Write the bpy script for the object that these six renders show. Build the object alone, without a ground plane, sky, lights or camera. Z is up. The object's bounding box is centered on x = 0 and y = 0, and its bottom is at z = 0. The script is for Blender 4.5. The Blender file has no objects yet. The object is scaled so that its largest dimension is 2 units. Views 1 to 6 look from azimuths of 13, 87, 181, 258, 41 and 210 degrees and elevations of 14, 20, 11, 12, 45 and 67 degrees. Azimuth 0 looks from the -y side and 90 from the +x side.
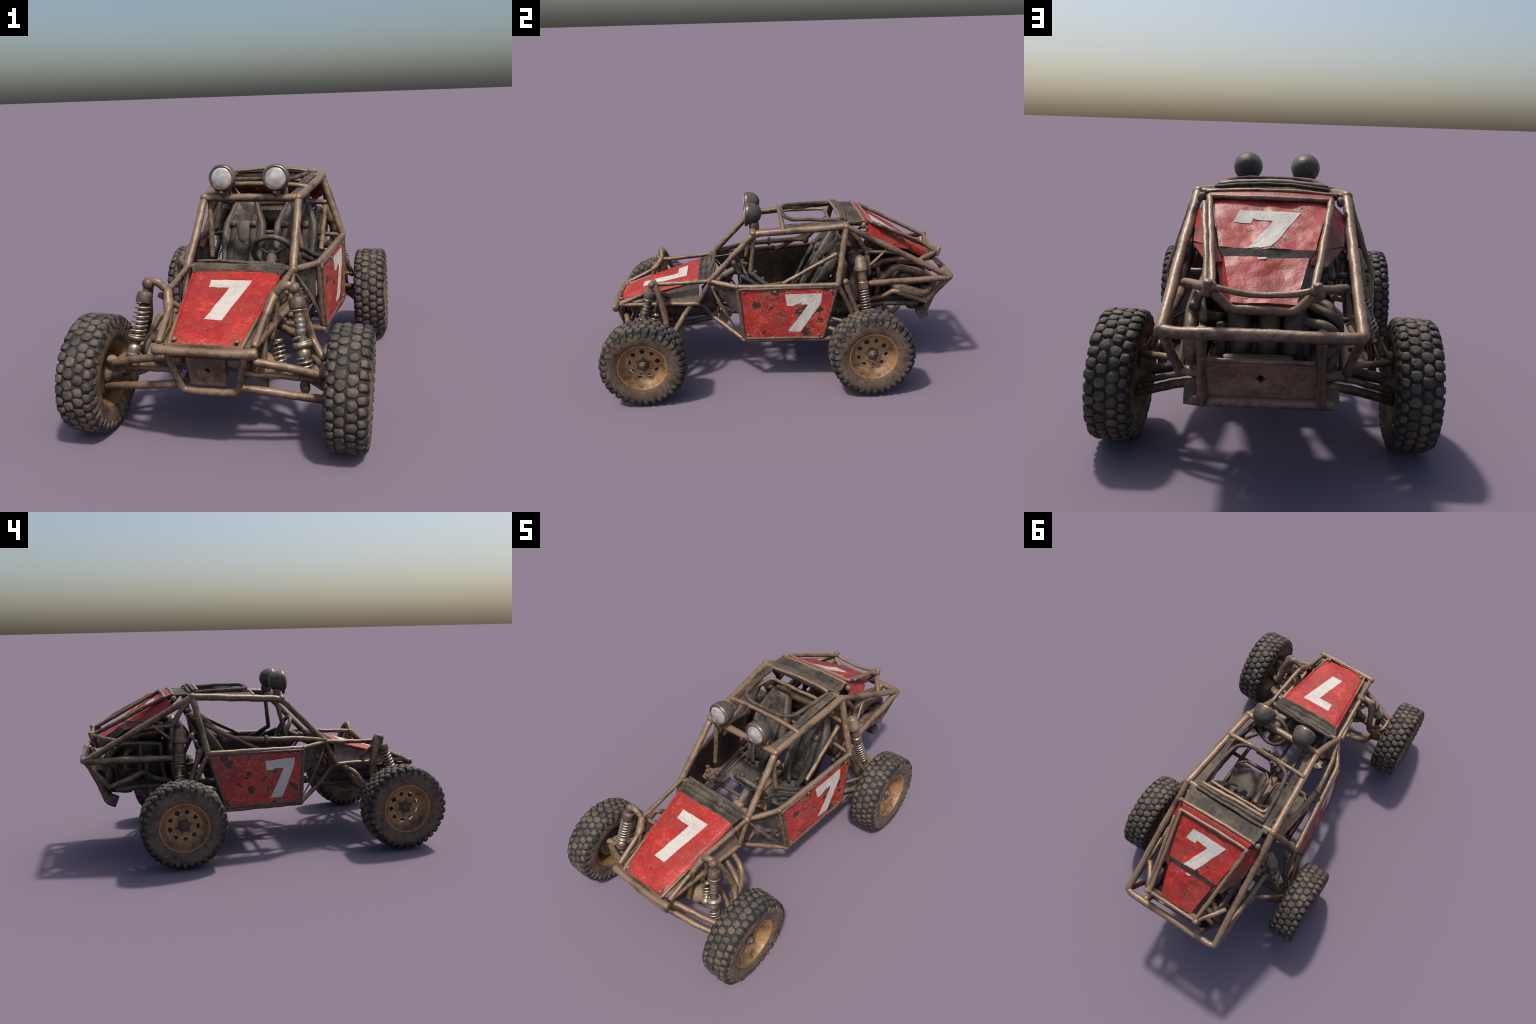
"""Weathered off-road racing buggy: tube cage, red number panels, knobbly tyres.
Front is -y, right-hand side is +x.  Everything is built from nodes of the tube
frame (R side given, L side mirrored), lathed parts, lofts and small rules."""
import bpy, bmesh, math, random
import numpy as np
from mathutils import Vector, Matrix, noise

random.seed(7)
V = lambda *p: np.array(p, float)
TAU = 2 * math.pi

# ------------------------------------------------------------------ materials
class NT:
    """small helper to write node graphs as expressions"""
    def __init__(self, name):
        self.m = bpy.data.materials.new(name); self.m.use_nodes = True
        self.t = self.m.node_tree; self.t.nodes.clear()
        self.out = self.t.nodes.new('ShaderNodeOutputMaterial')
        self.b = self.t.nodes.new('ShaderNodeBsdfPrincipled')
        self.t.links.new(self.b.outputs[0], self.out.inputs[0])
        self.tc = self.t.nodes.new('ShaderNodeTexCoord')
        self.geo = self.t.nodes.new('ShaderNodeNewGeometry')
    def set(self, sock, v):
        if isinstance(v, bpy.types.NodeSocket): self.t.links.new(v, sock)
        elif isinstance(v, (tuple, list)) and len(v) == 3 and sock.type == 'RGBA': sock.default_value = (*v, 1)
        else: sock.default_value = v
    def obj(self): return self.tc.outputs['Object']
    def noise(self, scale, detail=4, rough=.6, vec=None, dist=0.0):
        n = self.t.nodes.new('ShaderNodeTexNoise'); self.set(n.inputs['Vector'], vec or self.obj())
        n.inputs['Scale'].default_value = scale; n.inputs['Detail'].default_value = detail
        n.inputs['Roughness'].default_value = rough; n.inputs['Distortion'].default_value = dist
        return n.outputs['Fac']
    def voronoi(self, scale, vec=None, feature='F1', out='Distance'):
        n = self.t.nodes.new('ShaderNodeTexVoronoi'); n.feature = feature
        self.set(n.inputs['Vector'], vec or self.obj()); n.inputs['Scale'].default_value = scale
        return n.outputs[out]
    def scaled(self, s):
        n = self.t.nodes.new('ShaderNodeMapping'); self.set(n.inputs['Vector'], self.obj())
        n.inputs['Scale'].default_value = s; return n.outputs[0]
    def math(self, op, a, b=0.0, c=0.0, clamp=False):
        n = self.t.nodes.new('ShaderNodeMath'); n.operation = op; n.use_clamp = clamp
        for i, v in enumerate((a, b, c)): self.set(n.inputs[i], v)
        return n.outputs[0]
    def step(self, x, lo, hi):
        n = self.t.nodes.new('ShaderNodeMapRange'); n.interpolation_type = 'SMOOTHSTEP'
        self.set(n.inputs[0], x); n.inputs[1].default_value = lo; n.inputs[2].default_value = hi
        return n.outputs[0]
    def mix(self, f, a, b):
        n = self.t.nodes.new('ShaderNodeMix'); n.data_type = 'RGBA'
        self.set(n.inputs['Factor'], f); self.set(n.inputs[6], a); self.set(n.inputs[7], b)
        return n.outputs[2]
    def ramp(self, f, stops):
        n = self.t.nodes.new('ShaderNodeValToRGB'); self.set(n.inputs[0], f); e = n.color_ramp.elements
        while len(e) < len(stops): e.new(.5)
        for q, (p, c) in zip(e, stops): q.position = p; q.color = (*c, 1)
        return n.outputs[0]
    def xyz(self, vec=None):
        n = self.t.nodes.new('ShaderNodeSeparateXYZ'); self.set(n.inputs[0], vec or self.obj()); return n.outputs
    def up(self): return self.xyz(self.geo.outputs['Normal'])[2]
    def bump(self, h, strength=.3, dist=.004):
        n = self.t.nodes.new('ShaderNodeBump'); self.set(n.inputs['Height'], h)
        n.inputs['Strength'].default_value = strength; n.inputs['Distance'].default_value = dist
        self.t.links.new(n.outputs[0], self.b.inputs['Normal'])
    def finish(self, col, rough=.6, metal=0.0, spec=.5):
        self.set(self.b.inputs['Base Color'], col); self.set(self.b.inputs['Roughness'], rough)
        self.set(self.b.inputs['Metallic'], metal); self.b.inputs['Specular IOR Level'].default_value = spec
        return self.m

def dusty(name, dark, mid, light, fine=45, rough=.5, metal=.0, upw=.24, bias=0.0, spec=.5, bump=.55, warm=.5):
    """grimy base; baked top light: colour lightened on upward faces, darkened on undersides"""
    n = NT(name)
    f = n.math('ADD', n.math('MULTIPLY', n.noise(7, 3), .9), n.math('MULTIPLY', n.noise(fine, 5, .65), .75))
    f = n.math('SUBTRACT', f, .32)
    f = n.math('ADD', f, n.math('MULTIPLY', n.up(), upw)); f = n.math('ADD', f, bias)
    p = n.step(n.geo.outputs['Pointiness'], .46, .54)
    f = n.math('ADD', f, n.math('MULTIPLY', n.math('SUBTRACT', p, .5), .18))
    col = n.ramp(f, [(.27, dark), (.5, mid), (.78, light)])
    streak = n.step(n.noise(110, 3, .7), .58, .72)
    col = n.mix(n.math('MULTIPLY', streak, .3), col, light)
    rust = n.step(n.noise(13, 4, .65), .56, .70)
    col = n.mix(n.math('MULTIPLY', rust, warm), col, (mid[0] * 1.25, mid[1] * .86, mid[2] * .62))
    n.bump(n.noise(fine * 1.6, 5, .6), bump, .003)
    return n.finish(col, n.math('ADD', n.math('MULTIPLY', n.noise(30), .36), rough - .18), metal, spec)

STEEL = dusty('dusty_brown_steel', (.030, .021, .014), (.094, .061, .038), (.245, .162, .102), rough=.44, metal=.2)
STEELD = dusty('grimy_dark_steel', (.020, .015, .012), (.062, .045, .032), (.150, .102, .070), rough=.5, metal=.1)
ENGINE = dusty('oily_engine_metal', (.012, .011, .010), (.040, .033, .027), (.110, .082, .060), rough=.52, metal=.15, upw=.22)
GREY = dusty('dusty_grey_sheet', (.022, .018, .014), (.050, .041, .032), (.125, .096, .070), rough=.66, upw=.06, bump=.3, spec=.25)
VINYL = dusty('dark_worn_vinyl', (.012, .011, .010), (.040, .033, .027), (.125, .098, .074), rough=.5, upw=.14, spec=.4)
STRAP = dusty('black_webbing', (.010, .011, .012), (.026, .027, .027), (.070, .062, .053), rough=.7, upw=.1, spec=.25)
CONSOLE = dusty('dusty_tan_interior', (.030, .021, .014), (.098, .067, .043), (.230, .158, .100), rough=.6)
CUSHION = dusty('dusty_seat_cloth', (.030, .025, .020), (.078, .063, .050), (.135, .108, .084), rough=.7, upw=.05)
RIM = dusty('ochre_rim_steel', (.085, .048, .024), (.270, .150, .066), (.385, .228, .108), rough=.48, metal=.15, upw=-.12, fine=34, bias=.06)
LAMPB = dusty('dark_lamp_shell', (.022, .021, .021), (.046, .042, .040), (.105, .085, .068), rough=.5, metal=.1, upw=.12, spec=.35)
BEZEL = dusty('bronzed_bezel', (.03, .022, .017), (.085, .062, .046), (.2, .15, .11), rough=.34, metal=.5)
SHOCK = dusty('grey_shock_body', (.035, .031, .028), (.105, .090, .076), (.30, .25, .20), rough=.34, metal=.6)
BRASS = dusty('rusty_shock_body', (.06, .042, .028), (.165, .115, .078), (.34, .25, .175), rough=.33, metal=.5)
SIDELUG = dusty('dusty_shoulder_rubber', (.018, .018, .017), (.068, .052, .040), (.160, .117, .083), rough=.7, upw=.0, fine=60, spec=.3)
CHROME = dusty('worn_spring_steel', (.07, .054, .040), (.27, .215, .165), (.56, .47, .375), rough=.34, metal=.7, upw=.2)

def tyre_material():
    n = NT('dusty_rubber'); x, y, z = n.xyz()
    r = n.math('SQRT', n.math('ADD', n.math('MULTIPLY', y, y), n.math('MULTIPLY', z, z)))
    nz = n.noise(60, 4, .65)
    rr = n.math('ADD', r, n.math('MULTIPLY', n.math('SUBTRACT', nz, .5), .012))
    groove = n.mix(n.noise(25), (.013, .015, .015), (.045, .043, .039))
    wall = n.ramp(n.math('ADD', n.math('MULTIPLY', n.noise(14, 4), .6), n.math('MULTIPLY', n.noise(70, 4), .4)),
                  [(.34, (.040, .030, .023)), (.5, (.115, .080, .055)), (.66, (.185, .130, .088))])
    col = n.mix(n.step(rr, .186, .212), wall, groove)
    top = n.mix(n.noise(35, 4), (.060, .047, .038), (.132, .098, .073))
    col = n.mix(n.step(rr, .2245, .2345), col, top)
    n.bump(n.noise(90, 5), .4, .003)
    return n.finish(col, .72, 0, .3)
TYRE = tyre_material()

def lug_material():
    """block top dusty brown, shading gradient painted down to blue-black flanks; local z is the height"""
    n = NT('tread_block_rubber'); z = n.xyz()[2]
    zz = n.math('ADD', z, n.math('MULTIPLY', n.math('SUBTRACT', n.noise(70, 4), .5), .007))
    rnd = n.t.nodes.new('ShaderNodeObjectInfo').outputs['Random']
    tone = n.math('ADD', n.math('MULTIPLY', n.noise(45, 4), .7), n.math('MULTIPLY', rnd, .3))
    top = n.ramp(tone, [(.3, (.048, .040, .035)), (.5, (.104, .079, .060)), (.72, (.165, .122, .088))])
    col = n.mix(n.step(zz, -.0105, .0016), (.020, .021, .021), top)
    n.bump(n.noise(80, 5), .35, .003)
    return n.finish(col, .68, 0, .35)
LUG = lug_material()

def red_material(name, chips, scuff, dirt, dlo=.44):
    n = NT(name)
    base = n.ramp(n.math('ADD', n.math('MULTIPLY', n.noise(9, 4), .5), n.math('MULTIPLY', n.noise(55, 5, .7), .5)),
                  [(.30, (.13, .012, .011)), (.45, (.33, .020, .015)), (.56, (.43, .030, .020)), (.70, (.55, .085, .050))])
    warp = n.t.nodes.new('ShaderNodeVectorMath'); warp.operation = 'ADD'
    n.set(warp.inputs[0], n.obj())
    wn = n.t.nodes.new('ShaderNodeTexNoise'); wn.inputs['Scale'].default_value = 22
    sc = n.t.nodes.new('ShaderNodeVectorMath'); sc.operation = 'SCALE'; sc.inputs['Scale'].default_value = .055
    n.set(sc.inputs[0], wn.outputs['Color']); n.set(warp.inputs[1], sc.outputs[0])
    # scattered rust-through chips of differing size
    v = n.voronoi(13, warp.outputs[0])
    pick = n.step(n.noise(10, 2), .38, .46)
    chip = n.math('MULTIPLY', n.math('SUBTRACT', 1.0, n.step(v, .25 * chips, .40 * chips)), pick)
    fl = n.math('SUBTRACT', 1.0, n.step(n.voronoi(52, warp.outputs[0]), .16, .30))
    chip2 = n.math('MULTIPLY', fl, n.step(n.noise(16, 3), .44, .56))
    # pale scratches
    scr = n.math('MULTIPLY', n.step(n.noise(38, 4, .7, n.scaled((1, 1, 2.2)), 1.2), .62 - .05 * scuff, .70), .6 * scuff)
    col = n.mix(scr, base, (.58, .32, .24))
    ring = n.math('MULTIPLY', n.math('SUBTRACT', 1.0, n.step(v, .40 * chips, .48 * chips)), pick)
    col = n.mix(n.math('MULTIPLY', ring, .35), col, (.52, .16, .10))
    col = n.mix(n.math('MULTIPLY', chip, .95), col, (.034, .014, .013))
    col = n.mix(n.math('MULTIPLY', chip2, .6 * chips), col, (.085, .030, .024))
    col = n.mix(n.math('MULTIPLY', n.step(n.noise(7, 4, .65), dlo, dlo + .2), dirt), col, (.125, .068, .045))
    hgt = n.math('SUBTRACT', n.noise(45, 5, .65), n.math('MULTIPLY', chip, .8))
    n.bump(hgt, .55, .004)
    return n.finish(col, n.math('ADD', n.math('MULTIPLY', n.noise(40), .3), .3), 0, .45)
RED_DOOR = red_material('chipped_red_paint', 1.05, 1.25, .3)
RED_HOOD = red_material('scuffed_red_paint', .32, .7, .22)
RED_REAR = red_material('dull_red_paint', .5, .6, .35)
RED_MUD = red_material('muddy_red_paint', .6, .4, .85, .38)

def white_material():
    n = NT('flaking_white_paint')
    base = n.mix(n.noise(60, 5, .7), (.44, .40, .35), (.66, .61, .54))
    sp = n.math('MULTIPLY', n.math('SUBTRACT', 1.0, n.step(n.voronoi(95), .14, .28)), n.step(n.noise(24, 3), .44, .56))
    col = n.mix(n.math('MULTIPLY', sp, .75), base, (.13, .09, .065))
    col = n.mix(n.math('MULTIPLY', n.step(n.noise(11, 4), .52, .7), .35), col, (.30, .25, .19))
    n.bump(n.noise(80, 5), .4, .003)
    return n.finish(col, .6, 0, .35)
WHITE = white_material()

def lens_material():
    n = NT('frosted_lamp_glass')
    col = n.ramp(n.noise(24, 5, .65), [(.3, (.27, .245, .225)), (.5, (.46, .44, .415)), (.7, (.62, .60, .57))])
    n.bump(n.noise(34, 3), .25, .004)
    m = n.finish(col, .22, .15, .6); n.b.inputs['Coat Weight'].default_value = .6
    return m
LENS = lens_material()

# ------------------------------------------------------------------ object helpers
COL = bpy.context.scene.collection
def add(name, verts, faces, mat, parent=None, smooth=True, sharp=None, kind=None, origin=None):
    me = bpy.data.meshes.new(name)
    vs = np.asarray(verts, float)
    if origin is not None: vs = vs - np.asarray(origin)
    me.from_pydata([tuple(v) for v in vs], [], [tuple(f) for f in faces])
    bm = bmesh.new(); bm.from_mesh(me)
    bmesh.ops.recalc_face_normals(bm, faces=bm.faces); bm.to_mesh(me); bm.free()
    me.materials.append(mat)
    if smooth:
        me.shade_smooth()
        if sharp: me.set_sharp_from_angle(angle=math.radians(sharp))
    ob = bpy.data.objects.new(name, me); COL.objects.link(ob)
    if origin is not None: ob.location = origin
    if parent: ob.parent = parent
    if kind: ob['kind'] = kind
    return ob

def unit(v): return v / (np.linalg.norm(v) + 1e-12)
def wob(p, f, a, s=0.0):
    q = Vector(p) * f + Vector((s, s * 1.7, -s))
    return a * V(*noise.noise_vector(q))

def fillet(pts, rad):
    pts = [np.asarray(p, float) for p in pts]
    if rad <= 0 or len(pts) < 3: return pts
    out = [pts[0]]
    for a, b, c in zip(pts, pts[1:], pts[2:]):
        d1, d2 = np.linalg.norm(a - b), np.linalg.norm(c - b); k = min(rad, .45 * d1, .45 * d2)
        p, q = b + unit(a - b) * k, b + unit(c - b) * k
        for t in np.linspace(0, 1, 6): out.append((1 - t) ** 2 * p + 2 * t * (1 - t) * b + t * t * q)
    out.append(pts[-1]); return out

def spline(pts, n=8):
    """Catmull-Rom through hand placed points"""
    P = [np.asarray(p, float) for p in pts]; P = [2 * P[0] - P[1]] + P + [2 * P[-1] - P[-2]]; o = []
    for i in range(1, len(P) - 2):
        a, b, c, d = P[i - 1:i + 3]
        for t in np.linspace(0, 1, n, endpoint=False):
            o.append(.5 * (2 * b + (c - a) * t + (2 * a - 5 * b + 4 * c - d) * t ** 2 + (3 * b - a - 3 * c + d) * t ** 3))
    o.append(P[-2]); return o

def tube_geo(path, r, sides=12, lump=.0021, step=.020, closed=False, flat=1.0):
    """sweep a circle along a path; r is a number or a function of 0..1; ends are domed"""
    path = [np.asarray(p, float) for p in path]; fine = [path[0]]
    for a, b in zip(path, path[1:]):
        k = max(1, int(np.linalg.norm(b - a) / step))
        for i in range(1, k + 1): fine.append(a + (b - a) * i / k)
    P = np.array(fine)
    if closed: P = P[:-1]
    n = len(P); T = np.array([unit(P[(i + 1) % n] - P[i - 1]) if closed or 0 < i < n - 1
                              else unit(P[min(i + 1, n - 1)] - P[max(i - 1, 0)]) for i in range(n)])
    ref = V(0, 0, 1) if abs(T[0][2]) < .9 else V(1, 0, 0)
    N = unit(np.cross(T[0], ref)); rf = r if callable(r) else (lambda t: r)
    vs, fs = [], []
    rings = [(P[i], T[i], rf(i / max(1, n - 1))) for i in range(n)]
    if not closed:
        a, b = rings[0], rings[-1]
        rings = [(a[0] - a[1] * a[2] * .55, a[1], a[2] * .45), (a[0] - a[1] * a[2] * .35, a[1], a[2] * .85)] + rings + \
                [(b[0] + b[1] * b[2] * .35, b[1], b[2] * .85), (b[0] + b[1] * b[2] * .55, b[1], b[2] * .45)]
    for p, t, rad in rings:
        N = unit(N - t * (N @ t)); B = np.cross(t, N)
        for k in range(sides):
            a = TAU * k / sides; v = p + rad * (math.cos(a) * N + flat * math.sin(a) * B)
            vs.append(v + wob(v, 34, lump) + wob(v, 11, lump * 1.1))
    m = len(rings)
    for i in range(m if closed else m - 1):
        for k in range(sides):
            a, b = i * sides + k, i * sides + (k + 1) % sides
            c, d = ((i + 1) % m) * sides + (k + 1) % sides, ((i + 1) % m) * sides + k
            fs.append((a, b, c, d))
    if not closed:
        fs.append(tuple(range(sides))[::-1]); fs.append(tuple((m - 1) * sides + k for k in range(sides)))
    return vs, fs

def tube(name, pts, r, mat, parent, rad=.03, **k):
    return add(name, *tube_geo(fillet(pts, rad), r, **k), mat, parent)
MX = lambda pts: [V(-p[0], p[1], p[2]) for p in pts]
def pair(name, pts, r, mat, parent, rad=.03, **k):
    pts = [V(*p) for p in pts]
    return tube(name, pts, r, mat, parent, rad, **k), tube(name, MX(pts), r, mat, parent, rad, **k)

def merge(*parts):
    vs, fs = [], []
    for v, f in parts:
        o = len(vs); vs += list(v); fs += [tuple(i + o for i in q) for q in f]
    return vs, fs

def frame_of(axis):
    t = unit(axis); ref = V(0, 0, 1) if abs(t[2]) < .9 else V(1, 0, 0)
    n = unit(np.cross(t, ref)); return t, n, np.cross(t, n)

def lathe_geo(p0, p1, prof, sides=20, lump=.0, cap=True):
    """prof: (distance along p0->p1 as a fraction, radius)"""
    p0, p1 = np.asarray(p0, float), np.asarray(p1, float); t, n, b = frame_of(p1 - p0); vs, fs = [], []
    for s, r in prof:
        for k in range(sides):
            a = TAU * k / sides; v = p0 + (p1 - p0) * s + r * (math.cos(a) * n + math.sin(a) * b); vs.append(v + wob(v, 25, lump))
    for i in range(len(prof) - 1):
        for k in range(sides):
            fs.append((i * sides + k, i * sides + (k + 1) % sides, (i + 1) * sides + (k + 1) % sides, (i + 1) * sides + k))
    if cap:
        fs.append(tuple(range(sides))[::-1]); fs.append(tuple((len(prof) - 1) * sides + k for k in range(sides)))
    return vs, fs

def ball_geo(c, r, lump=.0015, sides=12):
    c = np.asarray(c, float); rr = V(*r) if hasattr(r, '__len__') else V(r, r, r); vs, fs = [], []; m = 8
    for i in range(1, m):
        th = math.pi * i / m
        for k in range(sides):
            a = TAU * k / sides
            v = c + rr * V(math.sin(th) * math.cos(a), math.sin(th) * math.sin(a), math.cos(th)); vs.append(v + wob(v, 22, lump))
    vs += [c + rr * V(0, 0, 1), c - rr * V(0, 0, 1)]; top, bot = len(vs) - 2, len(vs) - 1
    for i in range(m - 2):
        for k in range(sides):
            fs.append((i * sides + k, (i + 1) * sides + k, (i + 1) * sides + (k + 1) % sides, i * sides + (k + 1) % sides))
    for k in range(sides):
        fs.append((top, k, (k + 1) % sides)); fs.append((bot, (m - 2) * sides + (k + 1) % sides, (m - 2) * sides + k))
    return vs, fs

def box_geo(c, size, rot=None, seg=5, lump=.002, round_=.18):
    """lumpy rounded box: a subdivided cube pulled towards a superellipsoid"""
    bm = bmesh.new(); bmesh.ops.create_cube(bm, size=2)
    bmesh.ops.subdivide_edges(bm, edges=bm.edges, cuts=seg, use_grid_fill=True)
    R = np.array(rot) if rot is not None else np.eye(3); h = np.asarray(size, float) / 2; vs = []
    for v in bm.verts:
        q = np.array(v.co); s = q * (1 - round_ * (np.roll(q, 1) ** 2 + np.roll(q, 2) ** 2) * .32)
        w = np.asarray(c, float) + R @ (s * h); vs.append(w + wob(w, 18, lump))
    fs = [tuple(v.index for v in f.verts) for f in bm.faces]; bm.free(); return vs, fs

def rotx(a): c, s = math.cos(a), math.sin(a); return [[1, 0, 0], [0, c, -s], [0, s, c]]
def rotz(a): c, s = math.cos(a), math.sin(a); return [[c, -s, 0], [s, c, 0], [0, 0, 1]]

def sheet_geo(f, nu, nv, thick):
    """closed plate around the surface f(u,v); f gives the outer face"""
    U, W = np.linspace(0, 1, nu), np.linspace(0, 1, nv); P = np.array([[f(u, w) for w in W] for u in U])
    du, dv = np.gradient(P, axis=0), np.gradient(P, axis=1); N = np.cross(du, dv)
    N /= np.linalg.norm(N, axis=2, keepdims=True) + 1e-12
    if hasattr(f, 'n') and N.reshape(-1, 3).mean(0) @ f.n < 0: N = -N
    A, B = P.reshape(-1, 3), (P - N * thick).reshape(-1, 3); o = nu * nv; fs = []
    ix = lambda i, j: i * nv + j
    for i in range(nu - 1):
        for j in range(nv - 1):
            q = (ix(i, j), ix(i + 1, j), ix(i + 1, j + 1), ix(i, j + 1)); fs.append(q); fs.append(tuple(o + k for k in q[::-1]))
    rim = [ix(i, 0) for i in range(nu)] + [ix(nu - 1, j) for j in range(1, nv)] + [ix(i, nv - 1) for i in range(nu - 2, -1, -1)] + [ix(0, j) for j in range(nv - 2, 0, -1)]
    for a, b in zip(rim, rim[1:] + rim[:1]): fs.append((b, a, o + a, o + b))
    return np.concatenate([A, B]), fs

def quad(a, b, c, d, bulge=0.0, dent=0.0, freq=14, seed=0.0, up=None):
    """bilinear patch a(0,0) b(1,0) c(1,1) d(0,1), domed and dented along its normal"""
    a, b, c, d = (V(*p) for p in (a, b, c, d)); n = unit(np.cross(b - a, d - a))
    if up is not None and n @ V(*up) < 0: n = -n
    def f(u, w):
        p = (1 - u) * (1 - w) * a + u * (1 - w) * b + u * w * c + (1 - u) * w * d
        k = bulge * 16 * u * (1 - u) * w * (1 - w) if bulge else 0
        return p + n * (k + dent * noise.noise(Vector(p) * freq + Vector((seed, 0, 0))) + dent * .5 * noise.noise(Vector(p) * freq * 3))
    f.n = n; return f

def marking(name, f, pts, axes, mat, parent, lift=.0018):
    """painted numeral: an outline given in two world axes, laid on the surface f as a thin raised skin"""
    def inv(q):
        u, w = .5, .5
        for _ in range(12):
            e = 1e-3; p = f(u, w)[list(axes)]; r = p - q
            J = np.stack([(f(u + e, w)[list(axes)] - p) / e, (f(u, w + e)[list(axes)] - p) / e], 1)
            s = np.linalg.lstsq(J, -r, rcond=None)[0]; u, w = u + np.clip(s[0], -.3, .3), w + np.clip(s[1], -.3, .3)
        return u, w
    if sum(a[0] * b[1] - b[0] * a[1] for a, b in zip(pts, pts[1:] + pts[:1])) < 0: pts = pts[::-1]
    bm = bmesh.new(); ring = []
    for a, b in zip(pts, pts[1:] + pts[:1]):
        for t in np.linspace(0, 1, 7, endpoint=False):
            q = np.array(a) * (1 - t) + np.array(b) * t; j = noise.noise_vector(Vector((q[0], q[1], .3)) * 90) * .0022
            ring.append(bm.verts.new((q[0] + j[0], q[1] + j[1], 0)))
    fc = bm.faces.new(ring); fc.normal_update(); bmesh.ops.triangulate(bm, faces=[fc], ngon_method='EAR_CLIP')
    for _ in range(2):
        bmesh.ops.subdivide_edges(bm, edges=[e for e in bm.edges if e.calc_length() > .012], cuts=1)
        bmesh.ops.triangulate(bm, faces=bm.faces)
    bm.verts.index_update(); uv = [inv(np.array((v.co.x, v.co.y))) for v in bm.verts]
    def P(u, w, k):
        e = 2e-2; n = unit(np.cross(f(u + e, w) - f(u - e, w), f(u, w + e) - f(u, w - e)))
        if n @ f.n < 0: n = -n
        return f(u, w) + n * k
    tri = [tuple(v.index for v in q.verts) for q in bm.faces]
    edge = [(e.verts[0].index, e.verts[1].index) for e in bm.edges if len(e.link_faces) == 1]; bm.free(); n = len(uv)
    vs = [P(u, w, lift) for u, w in uv] + [P(u, w, -.002) for u, w in uv]
    fs = tri + [tuple(i + n for i in t[::-1]) for t in tri] + [(a, b, b + n, a + n) for a, b in edge]
    return add(name, vs, fs, mat, parent, sharp=50)

def loft_geo(rings):
    """skin equal-length closed cross sections, ends capped"""
    m = len(rings[0]); vs = [p for r in rings for p in r]; fs = []
    for i in range(len(rings) - 1):
        for k in range(m): fs.append((i * m + k, i * m + (k + 1) % m, (i + 1) * m + (k + 1) % m, (i + 1) * m + k))
    fs.append(tuple(range(m))[::-1]); fs.append(tuple((len(rings) - 1) * m + k for k in range(m))); return vs, fs

# ------------------------------------------------------------------ the buggy
BUGGY = bpy.data.objects.new('off_road_buggy', None); COL.objects.link(BUGGY)
BUGGY['label'] = 'dusty tube-frame desert racing buggy with red number seven panels'
BUGGY['category'] = 'off-road buggy'

# frame nodes, right-hand side (x > 0)
A, B, C = (.230, -.395, .580), (.217, -.142, .842), (.260, .368, .876)
D, E, F, G = (.368, .308, .578), (.314, -.243, .568), (.331, -.218, .257), (.374, .222, .260)
H, I, N, U = (.276, .962, .557), (.245, .837, .401), (.228, -.469, .443), (.210, -.705, .566)
W, G2, M = (.182, -.389, .340), (.379, .425, .265), (.269, .485, .725)
P1, P2 = (.201, .515, .877), (.141, .920, .675)
R1 = (.177, -.915, .440)
mir = lambda p: (-p[0], p[1], p[2])

# welded joints: lumps where tubes meet
joints = [(A, .0200), (B, .0205), (C, .0215), (D, .0180), (E, .0160), (F, .0160), (G, .0145), (I, .0170), (N, .0155), (U, .0170), (W, .0155), (M, .0165), (G2, .0150), (P2, .0160)]
cage = add('roll_cage', *merge(*[ball_geo(q, r, .003) for p, r in joints for q in (p, mir(p))]), STEEL, BUGGY)
CT = lambda pts, r, rad=.03, mat=STEEL, **k: pair('cage_tube', pts, r, mat, cage, rad, **k)
one = lambda pts, r, rad=.03, mat=STEEL, name='cage_tube', **k: tube(name, [V(*p) for p in pts], r, mat, cage, rad, **k)

CT([A, B, C], lambda t: .0175 + .0022 * min(1, max(0, t * 4 - 1.4)), .05)
CT([C, (.268, .62, .742), H], .0178, .02)
CT([C, D], .0178)
CT([A, E, D], .0145, .03)
CT([E, F], .0115); CT([F, G, G2], .0150, .0); CT([D, G], .0105)
CT([G2, (.365, .385, .42), D], .0135, .04)
CT([F, W], .0135); CT([W, (.175, -.44, .40), N], .0125, .03)
CT([A, N], .0130); CT([N, R1], .0135)
CT([A, U], .0125)
one([B, mir(B)], .0185)
one([C, mir(C)], .0150)
one([(.232, .024, .867), (.12, .024, .882), (-.12, .024, .882), (-.232, .024, .867)], .0125, .06)
one([(.285, .345, .745), (0, .372, .732), (-.285, .345, .745)], .0125, .1)
one([D, (.2, .33, .585), (-.2, .33, .585), mir(D)], .0115, .05)
one([A, (.1, -.385, .575), (-.1, -.385, .575), mir(A)], .0125, .05, STEELD)
one([W, mir(W)], .014); one([(.374, .2, .262), (-.374, .2, .262)], .013, 0, STEELD)
# right pillar brace, both sides
CT([(.282, .312, .727), (.297, .015, .573)], .0120)
# screen struts
one([(.192, -.138, .83), (.231, -.165, .622)], .0125)
one([(-.200, -.115, .83), (-.190, -.150, .70), (-.181, -.182, .575)], .0125)
# left-hand grab bar that runs from the pillar to the screen foot
bar = [V(-.272, .335, .775), V(-.270, .200, .642), V(-.300, -.029, .626), V(-.282, -.22, .618), V(-.232, -.39, .590)]
tube('grab_bar', bar, .0155, STEEL, cage, .04)
add('grab_bar_clamp', *merge(ball_geo((-.303, -.03, .625), (.022, .016, .027), .004), ball_geo((-.27, .2, .637), (.021, .022, .024), .004)), STEELD, cage)

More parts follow.
